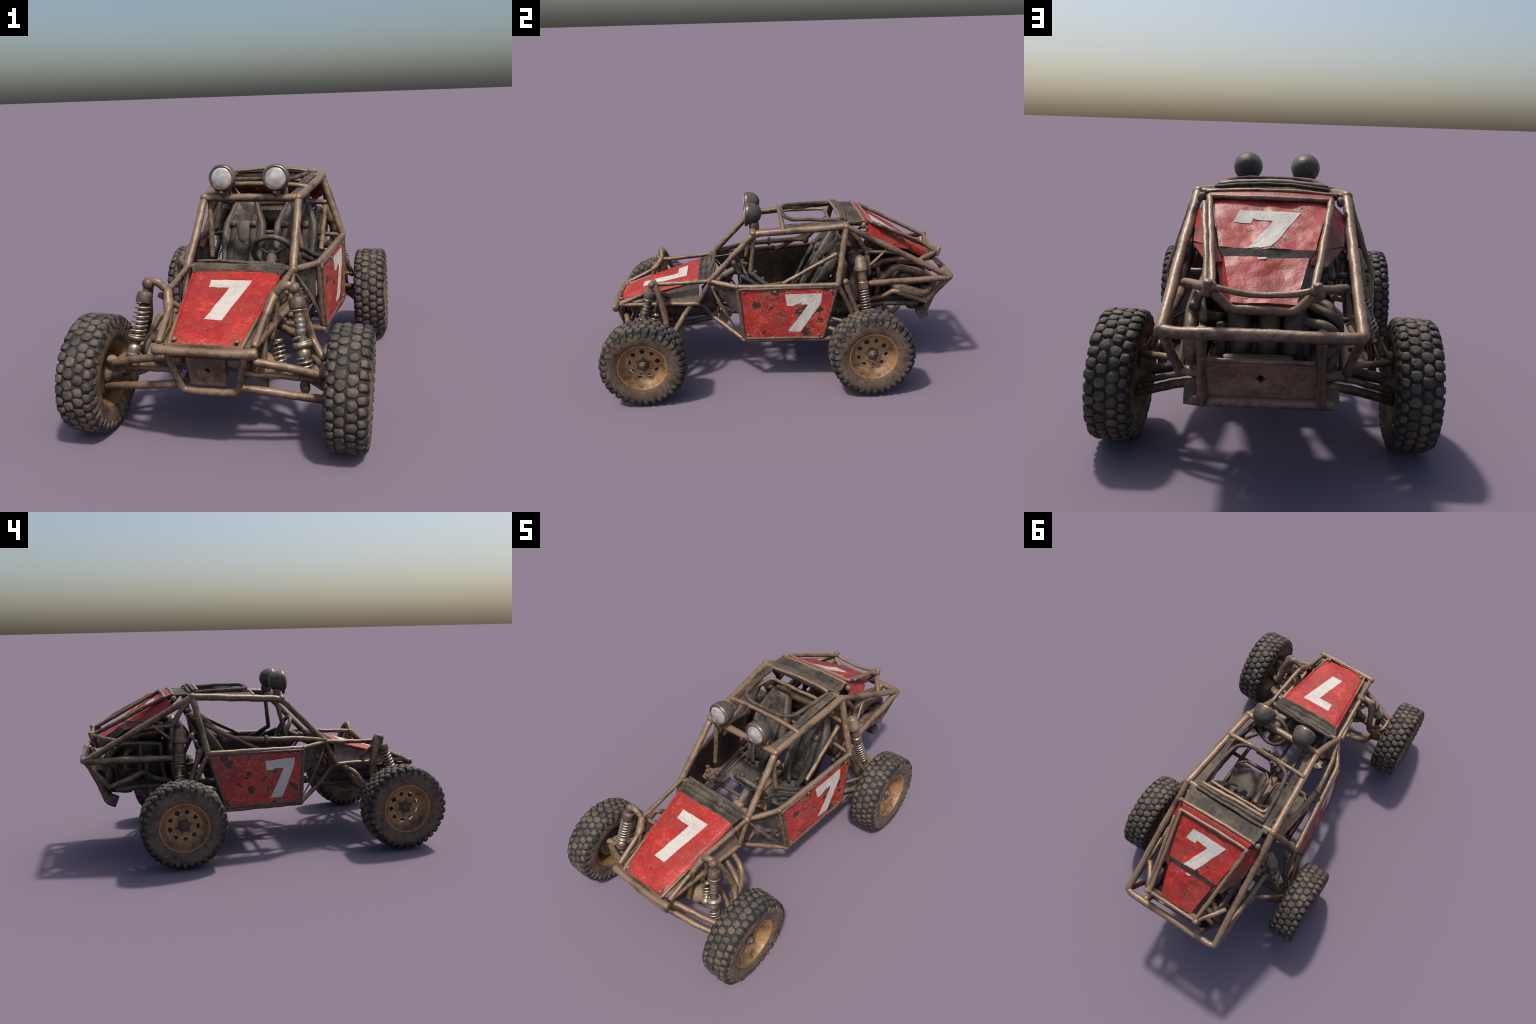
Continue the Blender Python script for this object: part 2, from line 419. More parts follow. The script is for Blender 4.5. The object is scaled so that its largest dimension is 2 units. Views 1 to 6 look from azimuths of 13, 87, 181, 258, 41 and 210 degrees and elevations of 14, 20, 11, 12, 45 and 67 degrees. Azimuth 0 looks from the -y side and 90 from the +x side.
# rear cage
loop = [(.298, .494, .550), (.281, .969, .557), (-.281, .969, .557), (-.298, .494, .550)]
one(loop, .0180, .04)
CT([H, I], .0135)
CT([I, (.245, .70, .452), (.225, .655, .47), (.21, .60, .43), (.20, .50, .40)], .0155, .03)
CT([(.2, .40, .36), (.2, .62, .385), (.205, .80, .375)], .0165, .05, STEELD)
one([I, (.17, .853, .395)], .015); one([mir(I), (-.17, .853, .395)], .015)
CT([C, (.266, .44, .80), M, (.283, .495, .60)], lambda t: .0125 + .003 * math.sin(t * 9) ** 2, .02)
CT([M, (.262, .60, .722), (.258, .66, .71)], .0100, .04)
CT([(.288, .50, .655), (.262, .595, .735)], .0080)
CT([(.238, .791, .651), P2], .0140)
one([(.145, .905, .662), (.092, .897, .607), (-.092, .897, .607), (-.145, .905, .662)], .0150, .02)
CT([(.19, .42, .325), (.208, .56, .285), (.212, .62, .290), (.205, .69, .365)], .0145, .03, STEELD)
CT([(.208, .60, .285), (.206, .61, .385)], .0115, .03, STEELD)
# grille frame over the rear panel (doubled on the right)
one([P1, P2], .0115); one([mir(P1), mir(P2)], .0115)
one([(.214, .56, .862), (.176, .79, .752), (.160, .912, .668)], .0095, .05)
one([P2, (.03, .918, .655), (-.07, .92, .659), mir(P2)], .0095, .06)
one([P1, (0, .512, .880), mir(P1)], .0095, .1)
one([(.158, .915, .655), (.15, .925, .690)], .014, 0); one([(-.158, .915, .655), (-.15, .925, .690)], .014, 0)
CT([(.165, .957, .556), (.170, .905, .43), (.176, .852, .312)], lambda t: .0245 - .0065 * math.sin(math.pi * t), .05, flat=.75)
one([(.205, .850, .311), (-.205, .850, .311)], .0175)
add('rear_mount', *merge(*[box_geo((s * .205, .828, .318), (.055, .058, .062), rotx(.4), 3, .003) for s in (1, -1)]), STEELD, cage, sharp=40)
# ---- rear skid plate with diamond opening
def holed_plate(name, c, ax, ay, hw0, hw1, hh, hole, thick, mat):
    """trapezoid plate (half widths bottom/top) with a diamond cut through"""
    c, ax, ay = V(*c), unit(V(*ax)), unit(V(*ay)); n = np.cross(ax, ay); K = 32
    def outer(a):
        x, y = math.cos(a), math.sin(a); s = 1 / max(abs(x), abs(y)); x, y = x * s, y * s
        return V(x * (hw0 + (hw1 - hw0) * (y + 1) / 2), y * hh)
    def inner(a):
        x, y = math.cos(a), math.sin(a); s = hole / (abs(x) + abs(y)); return V(x * s, y * s)
    vs, fs = [], []; rings = 7
    for side in (0, 1):
        for i in range(rings):
            for k in range(K):
                a = TAU * k / K; q = inner(a) * (1 - i / (rings - 1)) + outer(a) * i / (rings - 1)
                dish = -.006 * max(0, 1 - i / 1.5)
                p = c + ax * q[0] + ay * q[1] + n * (dish - side * thick); vs.append(p + wob(p, 20, .0015))
    at = lambda s, i, k: (s * rings + i) * K + k % K
    for k in range(K):
        for i in range(rings - 1):
            fs.append((at(0, i, k), at(0, i + 1, k), at(0, i + 1, k + 1), at(0, i, k + 1)))
            fs.append((at(1, i, k), at(1, i, k + 1), at(1, i + 1, k + 1), at(1, i + 1, k)))
        for i in (0, rings - 1): fs.append((at(0, i, k), at(0, i, k + 1), at(1, i, k + 1), at(1, i, k)))
    return add(name, vs, fs, mat, BUGGY, sharp=45)
REARP = dusty('rusty_brown_plate', (.050, .031, .021), (.140, .084, .056), (.235, .150, .100), rough=.58, upw=.1)
holed_plate('rear_skid_plate', (.003, .884, .392), (-1, 0, 0), (0, .44, .90), .166, .170, .071, .018, .008, REARP)
tube('plate_lip', [V(.155, .916, .462), V(-.15, .916, .462)], .008, STEEL, BUGGY)
add('plate_shelf', *box_geo((.01, .895, .468), (.2, .035, .007), None, 4, .002), CONSOLE, BUGGY, sharp=40)
holed_plate('front_skid_plate', (0, -.921, .334), (1, 0, 0), (0, -.27, .963), .066, .074, .060, .014, .010, STEEL)

# ---- nose
one([(.182, -.944, .420), (.1, -.952, .419), (-.1, -.952, .419), (-.182, -.944, .420)], lambda t: .0160 + .006 * abs(2 * t - 1) ** 6, .05, STEEL, 'nose_bar')
one([(.142, -.93, .405), (.103, -.896, .247), (-.103, -.896, .247), (-.142, -.93, .405)], .0150, .02, STEEL, 'nose_hoop')
CT([U, (.192, -.752, .514), R1], lambda t: .0195 - .006 * t if t < .5 else .0125, .02)
CT([(.189, -.757, .505), (.186, -.812, .335)], .0125)
CT([(.222, -.692, .565), (.212, -.69, .47), (.20, -.72, .395)], .0115, .05)
CT([U, (.252, -.707, .603), (.283, -.702, .600), (.303, -.682, .545), (.316, -.656, .45), (.338, -.642, .380), (.39, -.69, .31)],
   lambda t: .0150 + .004 * math.sin(t * 3), .03)
CT([(.250, -.69, .545), (.158, -.624, .452)], .0115)
CT([(.20, -.505, .425), (.262, -.528, .42), (.312, -.549, .410), (.343, -.597, .333), (.350, -.66, .285)], .0145, .03)
CT([(.182, -.540, .389), (.25, -.565, .365), (.335, -.598, .325)], lambda t: .0125 + .010 * t, .03)
CT([(.10, -.86, .268), (.13, -.6, .275), (.16, -.40, .325)], .014, .05, STEELD)
for s in (1, -1):
    add('nose_bracket', *box_geo((s * .108, -.925, .385), (.046, .05, .036), rotx(.3), 3, .004, .4), STEELD, BUGGY, sharp=45)

# ------------------------------------------------------------------ sheet-metal body
def plate(name, f, mat, parent=BUGGY, nu=18, nv=18, thick=.006): return add(name, *sheet_geo(f, nu, nv, thick), mat, parent, sharp=50)

# bonnet: tapering tray with a slight crown and rolled side edges
def hood(u, w):                          # u across (L->R), w front->rear
    y, z = -.932 + w * .470, .440 + w * .136
    half = .130 + (.184 - .130) * w ** .8; x = (2 * u - 1) * half; e = abs(2 * u - 1)
    z += .010 * (1 - e ** 4) - .012 * max(0, (e - .93) / .07) ** 2 - .009 * max(0, 1 - w / .14) ** 2 - .006 * max(0, 1 - w / .04)
    # crumple on the front right corner
    d = math.hypot((x - .075) / .07, (y + .925) / .05); z -= .008 * math.exp(-d * d)
    p = V(x, y, z); return p + V(0, 0, .0022 * noise.noise(Vector(p) * 16) + .0012 * noise.noise(Vector(p) * 45))
hood.n = unit(V(0, -.28, .96))
HOOD = plate('bonnet', hood, RED_HOOD, nu=40, nv=44, thick=.006)
SEVEN_HOOD = [(-.084, -.534), (.087, -.534), (.029, -.800), (-.039, -.799), (.007, -.590), (-.079, -.589)]
marking('number_seven', hood, SEVEN_HOOD, (0, 1), WHITE, HOOD)
for s in (1, -1):                        # rolled brown edge, flank and corner bolt
    q = lambda w, dz=0, dx=0: V(s * (.130 + .054 * w ** .8 + .002 + dx), -.932 + w * .470, .440 + w * .136 - .006 + dz)
    tube('bonnet_edge', [q(w, -.001, -.003) for w in np.linspace(.34, 1, 12)], .0065, RED_HOOD, HOOD, 0, step=.02)
    tube('bonnet_edge', [q(w, .001) for w in np.linspace(0, .36, 8)], lambda t: .0085 - .002 * t, STEEL, HOOD, 0, step=.015, lump=.003)
    fl = quad(q(.02, -.008), q(1, -.008), (s * .222, -.465, .452), (s * .165, -.905, .428), -.004, .004, 15, s, (s, 0, .2))
    plate('bonnet_flank', fl, dusty('flank_mud', (.045, .034, .025), (.105, .076, .052), (.18, .13, .09), upw=.1) if s > 0 else bpy.data.materials['flank_mud'], HOOD)
    add('corner_bolt', *ball_geo((s * .116, -.914, .453), (.009, .014, .008), .004), STEEL, HOOD)
for s, l in ((1, .055), (-1, .030)):       # torn, muddy front corners
    tc = quad(*[hood(.5 + s * (a - .5), w) + V(0, 0, .0022) for a, w in ((1 - l * 2.2, .0), (1, 0), (1, .10 if s > 0 else .05), (1 - l, .035))], 0, .003, 30, s, (0, -.3, 1))
    plate('torn_corner', tc, STEEL, HOOD, nu=10, nv=10, thick=.003)
fe = quad((-.142, -.936, .444), (.142, -.936, .444), (.142, -.946, .418), (-.142, -.946, .418), 0, .003, 20, 3, (0, -1, .2))
plate('bonnet_lip', fe, STEEL, HOOD)

# cowl: crumpled grey strip between bonnet and screen
def cowl(u, w):
    x = (2 * u - 1) * (.190 + .022 * w); y = -.464 + .085 * w + .012 * (1 - (2 * u - 1) ** 2) * (w - .3)
    z = .574 + .018 * w + .010 * (1 - (2 * u - 1) ** 4)
    ridge = .0045 * math.sin(w * 19 + 2.0 * noise.noise(Vector((x * 14, 0, 1))) + 1.0) * (1 - (2 * u - 1) ** 6)
    p = V(x, y, z + ridge); return p + wob(p, 22, .003)
cowl.n = V(0, 0, 1)
plate('cowl', cowl, GREY, nu=40, nv=24, thick=.01)
tube('cowl_rail', [V(-.19, -.372, .602), V(-.10, -.376, .606), V(0, -.382, .604), V(.06, -.39, .598)], .009, GREY, BUGGY, .05, flat=.7)

# doors
DOORS = {}
for s in (1, -1):
    d = quad((s * .329, -.236, .560), (s * .375, .303, .569), (s * .384, .226, .272), (s * .343, -.212, .268), .004, .0035, 13, s * 3, (s, 0, 0))
    DOORS[s] = plate('door_panel', d, RED_DOOR, nu=36, nv=28, thick=.007); DOORS[s]['f'] = 0
    pts = [(.018, .530), (.219, .534), (.214, .480), (.098, .309), (.029, .312), (.144, .470), (.073, .471), (.061, .462), (.026, .464)] if s > 0 else \
          [(-.011, .514), (-.186, .522), (-.180, .484), (-.107, .304), (-.036, .305), (-.119, .468), (-.064, .470), (-.052, .460), (-.016, .464)]
    marking('number_seven', d, pts, (1, 2), WHITE, DOORS[s])
    rim = [d(u, w) for u, w in ((0, 0), (1, 0), (1, 1), (0, 1), (0, 0))]
    tube('door_rim', rim, .0075, STEELD, DOORS[s], .012, closed=True)
    lin = quad(*[d(u, w) - V(s * .012, 0, 0) for u, w in ((.02, .03), (.98, .03), (.98, .97), (.02, .97))], 0, .003, 12, 5, (-s, 0, 0))
    plate('door_lining', lin, STEELD, DOORS[s])
    add('door_scar', *merge(*[box_geo(d(u, w), (.0045, l, .013), rotx(a), 3, .0025, .5)
        for u, w, l, a in ((.47, .52, .07, -.7), (.33, .36, .028, .5), (.24, .86, .03, 1.1), (.66, .46, .02, .2))]), STEELD, DOORS[s])
    add('door_bolt', *merge(*[ball_geo(d(u, w) + V(s * .001, 0, 0), (.005, .008, .007), .0025) for u, w in ((.05, .06), (.95, .07), (.05, .93), (.93, .94), (.37, .06))]), CONSOLE, DOORS[s])
    # footwell sheet ahead of the door and the twisted blade that braces it
    fw = quad(V(s * .232, -.385, .560), V(s * .308, -.246, .552), V(s * .300, -.235, .405), V(s * .270, -.300, .445), 0, .004, 12, 2, (s, 0, 0))
    plate('footwell_sheet', fw, GREY)
    def blade(u, w, s=s):
        p = (1 - u) * V(.234, -.392, .565) + u * V(.330, -.222, .275) + math.sin(math.pi * u) * V(.018, -.012, .004)
        wd = .004 + .024 * math.sin(math.pi * min(1, u * 1.15)) ** .8; p = p + (w - .5) * wd * unit(V(-.5, -.75, .35)); return V(s * p[0], p[1], p[2])
    plate('brace_blade', blade, STEEL, nu=22, nv=5, thick=.006)
    sg = quad((s * .262, -.33, .44), (s * .288, -.27, .41), (s * .235, -.315, .315), (s * .205, -.365, .335), 0, .002, 15, 1, (s, -.3, .4))
    plate('gusset', sg, GREY, nu=8, nv=8)

# ---- roof: grey header behind a raised hatch hoop, side strips
crown = lambda x, h=.020: h * (1 - (x / .225) ** 2)
def header(u, w):
    x = (2 * u - 1) * (.214 + .008 * math.sin(math.pi * w)); y = .388 + .080 * w
    p = V(x, y, .888 - .002 * w + crown(x, .013)); return p + wob(p, 14, .0035)
ROOF = plate('roof_header', header, GREY, nu=30, nv=14, thick=.010)
tube('header_lip', [V(x, .472, .889 + crown(x, .012)) for x in np.linspace(-.214, .214, 14)], .0085, STEEL, ROOF, 0, flat=.8)
for s in (1, -1):
    st = quad((s * .186, .03, .882), (s * .190, .395, .892), (s * .232, .392, .886), (s * .212, .03, .868), .0, .003, 16, s, (0, 0, 1))
    plate('roof_side_strip', st, GREY, ROOF, nu=24, nv=8, thick=.007)
    st = quad((s * .170, -.125, .852), (s * .190, .015, .866), (s * .212, .015, .862), (s * .198, -.125, .848), 0, .003, 16, s, (0, 0, 1))
    plate('roof_side_strip', st, GREY, ROOF, nu=12, nv=5, thick=.007)
hoop = [V(.187, .345, .893), V(.178, .20, .900), V(.160, .075, .899), V(.10, .036, .903), V(-.10, .036, .903), V(-.160, .075, .899), V(-.178, .20, .900), V(-.187, .345, .893)]
tube('roof_hatch_hoop', hoop, .0105, GREY, ROOF, .06)
for k, (y, z, hx, r) in enumerate(((.338, .906, .182, .0105), (.356, .906, .190, .0085), (.376, .900, .197, .0085))):
    tube('hatch_rear_lip', [V(x, y + .004 * math.sin(9 * x + k), z - .006 + crown(x)) for x in np.linspace(-hx, hx, 10)], r, (STEEL, GREY, GREY)[k], ROOF, 0, flat=.75)
# inner tubes under the hatch
one([(.165, .30, .862), (-.165, .30, .862), (-.178, .24, .862), (-.200, .04, .852)], .0100, .02)
one([(.200, .04, .852), (.178, .24, .862), (.165, .30, .862)], .0095, .02)
add('roof_corner_clip', *merge(*[ball_geo((s * .232, .468, .868), (.014, .016, .018), .005) for s in (1, -1)]), CONSOLE, ROOF)

# ---- rear deck: upper numbered panel, stepped lower panel, folded skirts
deck = quad((.192, .506, .874), (-.192, .506, .874), (-.146, .722, .750), (.146, .722, .750), -.006, .0075, 9, 4, (0, .5, .86))
DECK = plate('rear_deck', deck, RED_REAR, nu=34, nv=30, thick=.006)
SEVEN_REAR = [(.098, .557), (-.102, .558), (-.010, .716), (.060, .720), (-.012, .600), (.053, .594), (.055, .609), (.112, .610)]
marking('number_seven', deck, SEVEN_REAR, (0, 1), WHITE, DECK)
step = quad((.146, .722, .749), (-.146, .722, .749), (-.132, .742, .722), (.132, .742, .722), 0, .002, 20, 2, (0, .8, .6))
plate('deck_step', step, ENGINE, DECK, nu=16, nv=4)
low = quad((.128, .745, .727), (-.128, .745, .727), (-.092, .902, .630), (.092, .902, .630), -.004, .0070, 10, 8, (0, .5, .86))
plate('rear_deck_tail', low, RED_REAR, DECK, nu=22, nv=20)
bl = quad((.052, .747, .7285), (-.002, .747, .7285), (.004, .754, .7240), (.046, .755, .7235), 0, .001, 30, 1, (0, .5, .86))
plate('paint_overspray', bl, WHITE, DECK, nu=8, nv=4, thick=.002)
lipf = lambda u, w: V((2 * u - 1) * (.208 - .01 * w), .478 + .032 * w, .887 - .013 * w + crown((2 * u - 1) * .2, .010) + .003 * math.sin(3.1 * w))
plate('deck_top_lip', lipf, RED_REAR, DECK, nu=24, nv=6, thick=.005)
for s in (1, -1):
    sk = quad((s * .200, .505, .872), (s * .152, .722, .748), (s * .240, .622, .748), (s * .250, .470, .822), 0, .004, 14, s, (s, .2, .3))
    plate('deck_skirt', sk, RED_MUD, DECK, nu=20, nv=10)
    tr = quad((s * .152, .715, .750), (s * .132, .765, .715), (s * .180, .738, .702), (s * .238, .630, .742), 0, .003, 14, s, (s, .3, .3))
    plate('deck_skirt_tab', tr, RED_MUD, DECK, nu=8, nv=8)
    tk = quad((s * .129, .748, .724), (s * .093, .902, .628), (s * .110, .885, .598), (s * .148, .745, .690), 0, .003, 14, s, (s, .1, -.1))
    plate('tail_skirt', tk, RED_REAR if s > 0 else STEELD, DECK, nu=12, nv=6)

# ------------------------------------------------------------------ lamps
for s in (1, -1):
    c = V(s * .1225, -.150, .934); d = unit(V(0, -1, .10)); f = c + d * .034; b = c - d * .060
    prof = [(0, .004), (.02, .018), (.07, .031), (.16, .043), (.30, .052), (.48, .0575), (.68, .0605), (.80, .0605), (.90, .0595), (.90, .055)]
    L = add('headlamp', *lathe_geo(b, f, prof, 24, .0012), LAMPB, BUGGY, sharp=60)
    add('lamp_lens', *lathe_geo(f - d * .012, f + d * .007, [(0, .0495), (.40, .0490), (.66, .042), (.86, .028), (1, .008)], 24, .0006), LENS, L)
    add('lamp_bezel', *lathe_geo(f - d * .016, f + d * .001, [(0, .0612), (.3, .0612), (.7, .0575), (1.0, .0520), (.95, .0495), (.4, .0490)], 24, .001, cap=False), BEZEL, L)
    add('lamp_bracket', *merge(tube_geo([c + V(0, .012, -.05), c + V(.0, .010, -.082)], .022, 10, .003),
        box_geo(c + V(s * .034, .02, -.068), (.022, .045, .05), rotz(.3), 3, .004), ball_geo(c + V(-.004, -.028, -.064), .011)), STEELD, L)

# ------------------------------------------------------------------ wheels
def rim_geo():
    """stepped rim, open at the back, disc pierced by nine diamond holes"""
    prof = [(.0640, .1360), (.0690, .1335), (.0680, .1285), (.0560, .1235), (.0360, .1130), (.0260, .1030), (.0220, .0960)]
    S = 54; parts = []
    def ring(prof):
        vs, fs = [], []
        for x, r in prof:
            for k in range(S):
                a = TAU * k / S; v = V(x, r * math.cos(a), r * math.sin(a)); vs.append(v + wob(v, 16, .0014))
        for i in range(len(prof) - 1):
            for k in range(S): fs.append((i * S + k, i * S + (k + 1) % S, (i + 1) * S + (k + 1) % S, (i + 1) * S + k))
        return vs, fs
    parts.append(ring(prof + [(.0205, .0945)]))
    parts.append(ring([(.0140, .0960), (.020, .108), (.030, .1175), (.050, .128), (.060, .134), (.064, .136)]))
    parts.append(ring([(.012, .1000), (-.02, .112), (-.055, .121), (-.066, .130), (-.064, .137), (-.050, .128), (.02, .118)]))
    vs, fs = [], []; n = 9; r1, r2 = .0550, .0950
    for side, x in ((0, .0205), (1, .0140)):
        for i in range(n):
            a0 = TAU * i / n; h = TAU / n / 2
            box = [(-1, -1), (0, -1), (1, -1), (1, 0), (1, 1), (0, 1), (-1, 1), (-1, 0)]
            for bx, by in box: vs.append(V(x, *(((r1 + r2) / 2 + by * (r2 - r1) / 2) * np.array((math.cos(a0 + bx * h), math.sin(a0 + bx * h))))))
            jit = random.Random(i).uniform(.85, 1.1)
            for bx, by in box:
                l = (.0150 if bx * by == 0 else .0090) * jit; r = .0765 + by * l; a = a0 + bx * l / .0765; vs.append(V(x, r * math.cos(a), r * math.sin(a)))
    at = lambda s, i, k, inn: ((s * n + i) * 16) + (8 if inn else 0) + k % 8
    for i in range(n):
        for k in range(8):
            fs.append((at(0, i, k, 0), at(0, i, k + 1, 0), at(0, i, k + 1, 1), at(0, i, k, 1)))
            fs.append((at(1, i, k, 0), at(1, i, k, 1), at(1, i, k + 1, 1), at(1, i, k + 1, 0)))
            fs.append((at(0, i, k, 1), at(0, i, k + 1, 1), at(1, i, k + 1, 1), at(1, i, k, 1)))
    parts.append((vs, fs))
    parts.append(ring([(.0203, .0555), (.0245, .0500), (.0280, .0400), (.0275, .0150), (.0275, .001)]))
    parts.append(ring([(.0140, .0555), (.0140, .001)]))
    return merge(*parts)

def tyre_geo():
    half = [(.060, .127), (.068, .134), (.0755, .150), (.0785, .172), (.0770, .194), (.0700, .212), (.056, .2220), (.030, .2255), (0, .2262)]
    prof = half + [(-x, r) for x, r in half[-2::-1]] + [(-.05, .122), (0, .120), (.05, .122)]; S = 96; vs, fs = [], []
    for x, r in prof:
        for k in range(S):
            a = TAU * k / S; v = V(x, r * math.cos(a), r * math.sin(a)); vs.append(v + wob(v, 12, .0016))
    m = len(prof)
    for i in range(m):
        for k in range(S): fs.append((i * S + k, i * S + (k + 1) % S, ((i + 1) % m) * S + (k + 1) % S, ((i + 1) % m) * S + k))
    return vs, fs

def pillow(outline, h, inset, seed, bend=None):
    """soft block: outline in (x, t) swept up through shrinking layers; local z 0 is the top"""
    vs, fs = [], []; m = len(outline); rnd = random.Random(seed)
    for z, k in ((-h, 1.05), (-h * .50, 1.0), (-h * .20, .90), (-.0003, inset), (.0006, inset * .45)):
        for x, t in outline:
            p = V(x * k, t * k, z); vs.append(p + V(*[rnd.uniform(-.0019, .0019) for _ in range(3)]))
    for i in range(4):
        for j in range(m): fs.append((i * m + j, i * m + (j + 1) % m, (i + 1) * m + (j + 1) % m, (i + 1) * m + j))
    fs.append(tuple(4 * m + j for j in range(m)))
    if bend: vs = [bend(v) for v in vs]
    return vs, fs

def mesh_of(name, geo, mat):
    me = bpy.data.meshes.new(name); me.from_pydata([tuple(v) for v in geo[0]], [], geo[1])
    bm = bmesh.new(); bm.from_mesh(me); bmesh.ops.recalc_face_normals(bm, faces=bm.faces); bm.to_mesh(me); bm.free()
    me.materials.append(mat); me.shade_smooth(); return me
RT = .2352                                   # tread radius
NL = 34                                      # blocks round the tyre
hexa = [(-.0200, -.004), (-.0170, -.0130), (-.004, -.0192), (.008, -.0186), (.0190, -.009), (.0198, .006), (.012, .0160), (-.004, .0194), (-.0160, .0136)]
rect = [(-.0190, -.0115), (-.010, -.0150), (.006, -.0150), (.017, -.0140), (.0195, -.006), (.0195, .007), (.016, .0142), (0, .0155), (-.0165, .0135), (-.0200, .004)]
def curl(v):                                  # shoulder blocks wrap down the side wall
    x = v[0]; return V(x * .96, v[1], v[2] - 22 * max(0, x + .006) ** 2) if x > -.006 else v
CENTRE = [mesh_of('tread_block', pillow([(x * random.uniform(.9, 1.08), t * random.uniform(.9, 1.06)) for x, t in hexa], .0135, .60, s), LUG) for s in range(7)]
SHOULDER = [mesh_of('tread_lug', pillow([(x, t * random.uniform(.94, 1.05)) for x, t in rect], .015, .74, s + 9, curl), LUG) for s in range(5)]
def stub_geo():
    parts = []
    for k in range(NL):
        a = TAU * (k + .5) / NL; l = (.014, .024)[k % 2]
        for s in (1, -1):
            for r0, r1 in ((.207, .207 - l),):
                vs = []
                e, tn = V(0, math.cos(a), math.sin(a)), V(0, -math.sin(a), math.cos(a))
                for r, x, hw in ((r0 + .012, .0725, .010), (r0, .0795, .0095), ((r0 + r1) / 2, .0815, .0085), (r1, .0800, .006)):
                    for q in (-1, 1): vs.append(V(s * x, 0, 0) + e * r + tn * q * hw)
                for r, x, hw in ((r0 + .012, .064, .011), (r0, .068, .011), ((r0 + r1) / 2, .072, .010), (r1, .073, .008)):
                    for q in (-1, 1): vs.append(V(s * x, 0, 0) + e * r + tn * q * hw)
                fs = [(2 * i, 2 * i + 1, 2 * i + 3, 2 * i + 2) for i in range(3)] + [(2 * i, 2 * i + 2, 2 * i + 10, 2 * i + 8) for i in range(3)] + \
                     [(2 * i + 1, 2 * i + 9, 2 * i + 11, 2 * i + 3) for i in range(3)] + [(6, 7, 15, 14), (0, 8, 9, 1)]
                parts.append((vs, fs))
    return merge(*parts)
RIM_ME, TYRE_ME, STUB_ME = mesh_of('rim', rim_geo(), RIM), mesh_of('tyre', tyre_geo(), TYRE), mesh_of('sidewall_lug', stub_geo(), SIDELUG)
for me, ang in ((RIM_ME, 40), (STUB_ME, 35)): me.set_sharp_from_angle(angle=math.radians(ang))
nut = merge(lathe_geo((.0262, 0, 0), (.0300, 0, 0), [(0, .0370), (.6, .0360), (1, .032)], 20, .001), lathe_geo((-.035, 0, 0), (.004, 0, 0), [(0, .070), (.1, .084), (.8, .086), (1, .078)], 24, .001), lathe_geo((.026, 0, 0), (.046, 0, 0), [(0, .024), (.5, .024), (.8, .021), (1, .016)], 14), lathe_geo((.040, 0, 0), (.054, 0, 0), [(0, .015), (.6, .0145), (1, .009)], 8),
            *[lathe_geo((.025, .039 * math.cos(a), .039 * math.sin(a)), (.034, .039 * math.cos(a), .039 * math.sin(a)), [(0, .007), (.7, .0065), (1, .004)], 6) for a in np.arange(6) * TAU / 6 + .3])
NUT_ME = mesh_of('wheel_hub', nut, STEELD); NUT_ME.set_sharp_from_angle(angle=math.radians(40))

def wheel(loc, out, tilt, spin, scale, seed):
    rnd = random.Random(seed)
    w = bpy.data.objects.new('wheel', None); COL.objects.link(w); w.parent = BUGGY
    w.matrix_world = Matrix.Translation(loc) @ Matrix.Rotation(tilt, 4, 'Y') @ Matrix.Rotation(0 if out > 0 else math.pi, 4, 'Z') @ Matrix.Scale(scale, 4)
    roll = Matrix.Rotation(spin, 4, 'X')
    for nm, me in (('tyre', TYRE_ME), ('rim', RIM_ME), ('wheel_hub', NUT_ME), ('sidewall_lug', STUB_ME)):
        o = bpy.data.objects.new(nm, me); COL.objects.link(o); o.parent = w; o.matrix_local = roll
        if nm == 'sidewall_lug': o['kind'] = 'stuff'
    centre = []
    for k in range(NL):
        for col, x, off in (('s', .0580, .5), ('s', -.0580, .05), ('c', .0200, .0), ('c', -.0200, .5)):
            a = TAU * (k + off + rnd.uniform(-.09, .09)) / NL; r = RT - (.0022 if col == 's' else .0004) - rnd.uniform(0, .0022)
            xx = x + rnd.uniform(-.0015, .0015)
            e, tn = Vector((0, math.cos(a), math.sin(a))), Vector((0, -math.sin(a), math.cos(a)))
            ex = Vector((1, 0, 0)); flip = -1 if x < 0 else 1
            m3 = Matrix((ex * flip, tn * flip, e)).transposed().to_4x4()
            m = roll @ Matrix.Translation(ex * xx + e * r) @ m3 @ Matrix.Rotation(rnd.uniform(-.2, .2), 4, 'Z') @ Matrix.Diagonal((rnd.uniform(.90, 1.13), rnd.uniform(.92, 1.14), rnd.uniform(.9, 1.05), 1))
            o = bpy.data.objects.new('tread_lug' if col == 's' else 'tread_block', rnd.choice(SHOULDER if col == 's' else CENTRE)); COL.objects.link(o)
            o.parent = w; o.matrix_local = m
    return w
wheel((.499, -.762, .2362), 1, math.radians(1.3), .2, 1.0, 1)
wheel((-.500, -.765, .2362), -1, math.radians(1.8), 1.1, 1.0, 2)
wheel((.510, .472, .2345), 1, math.radians(-2.4), .6, .99, 3)
wheel((-.508, .470, .2345), -1, math.radians(-1.4), 2.0, .99, 4)

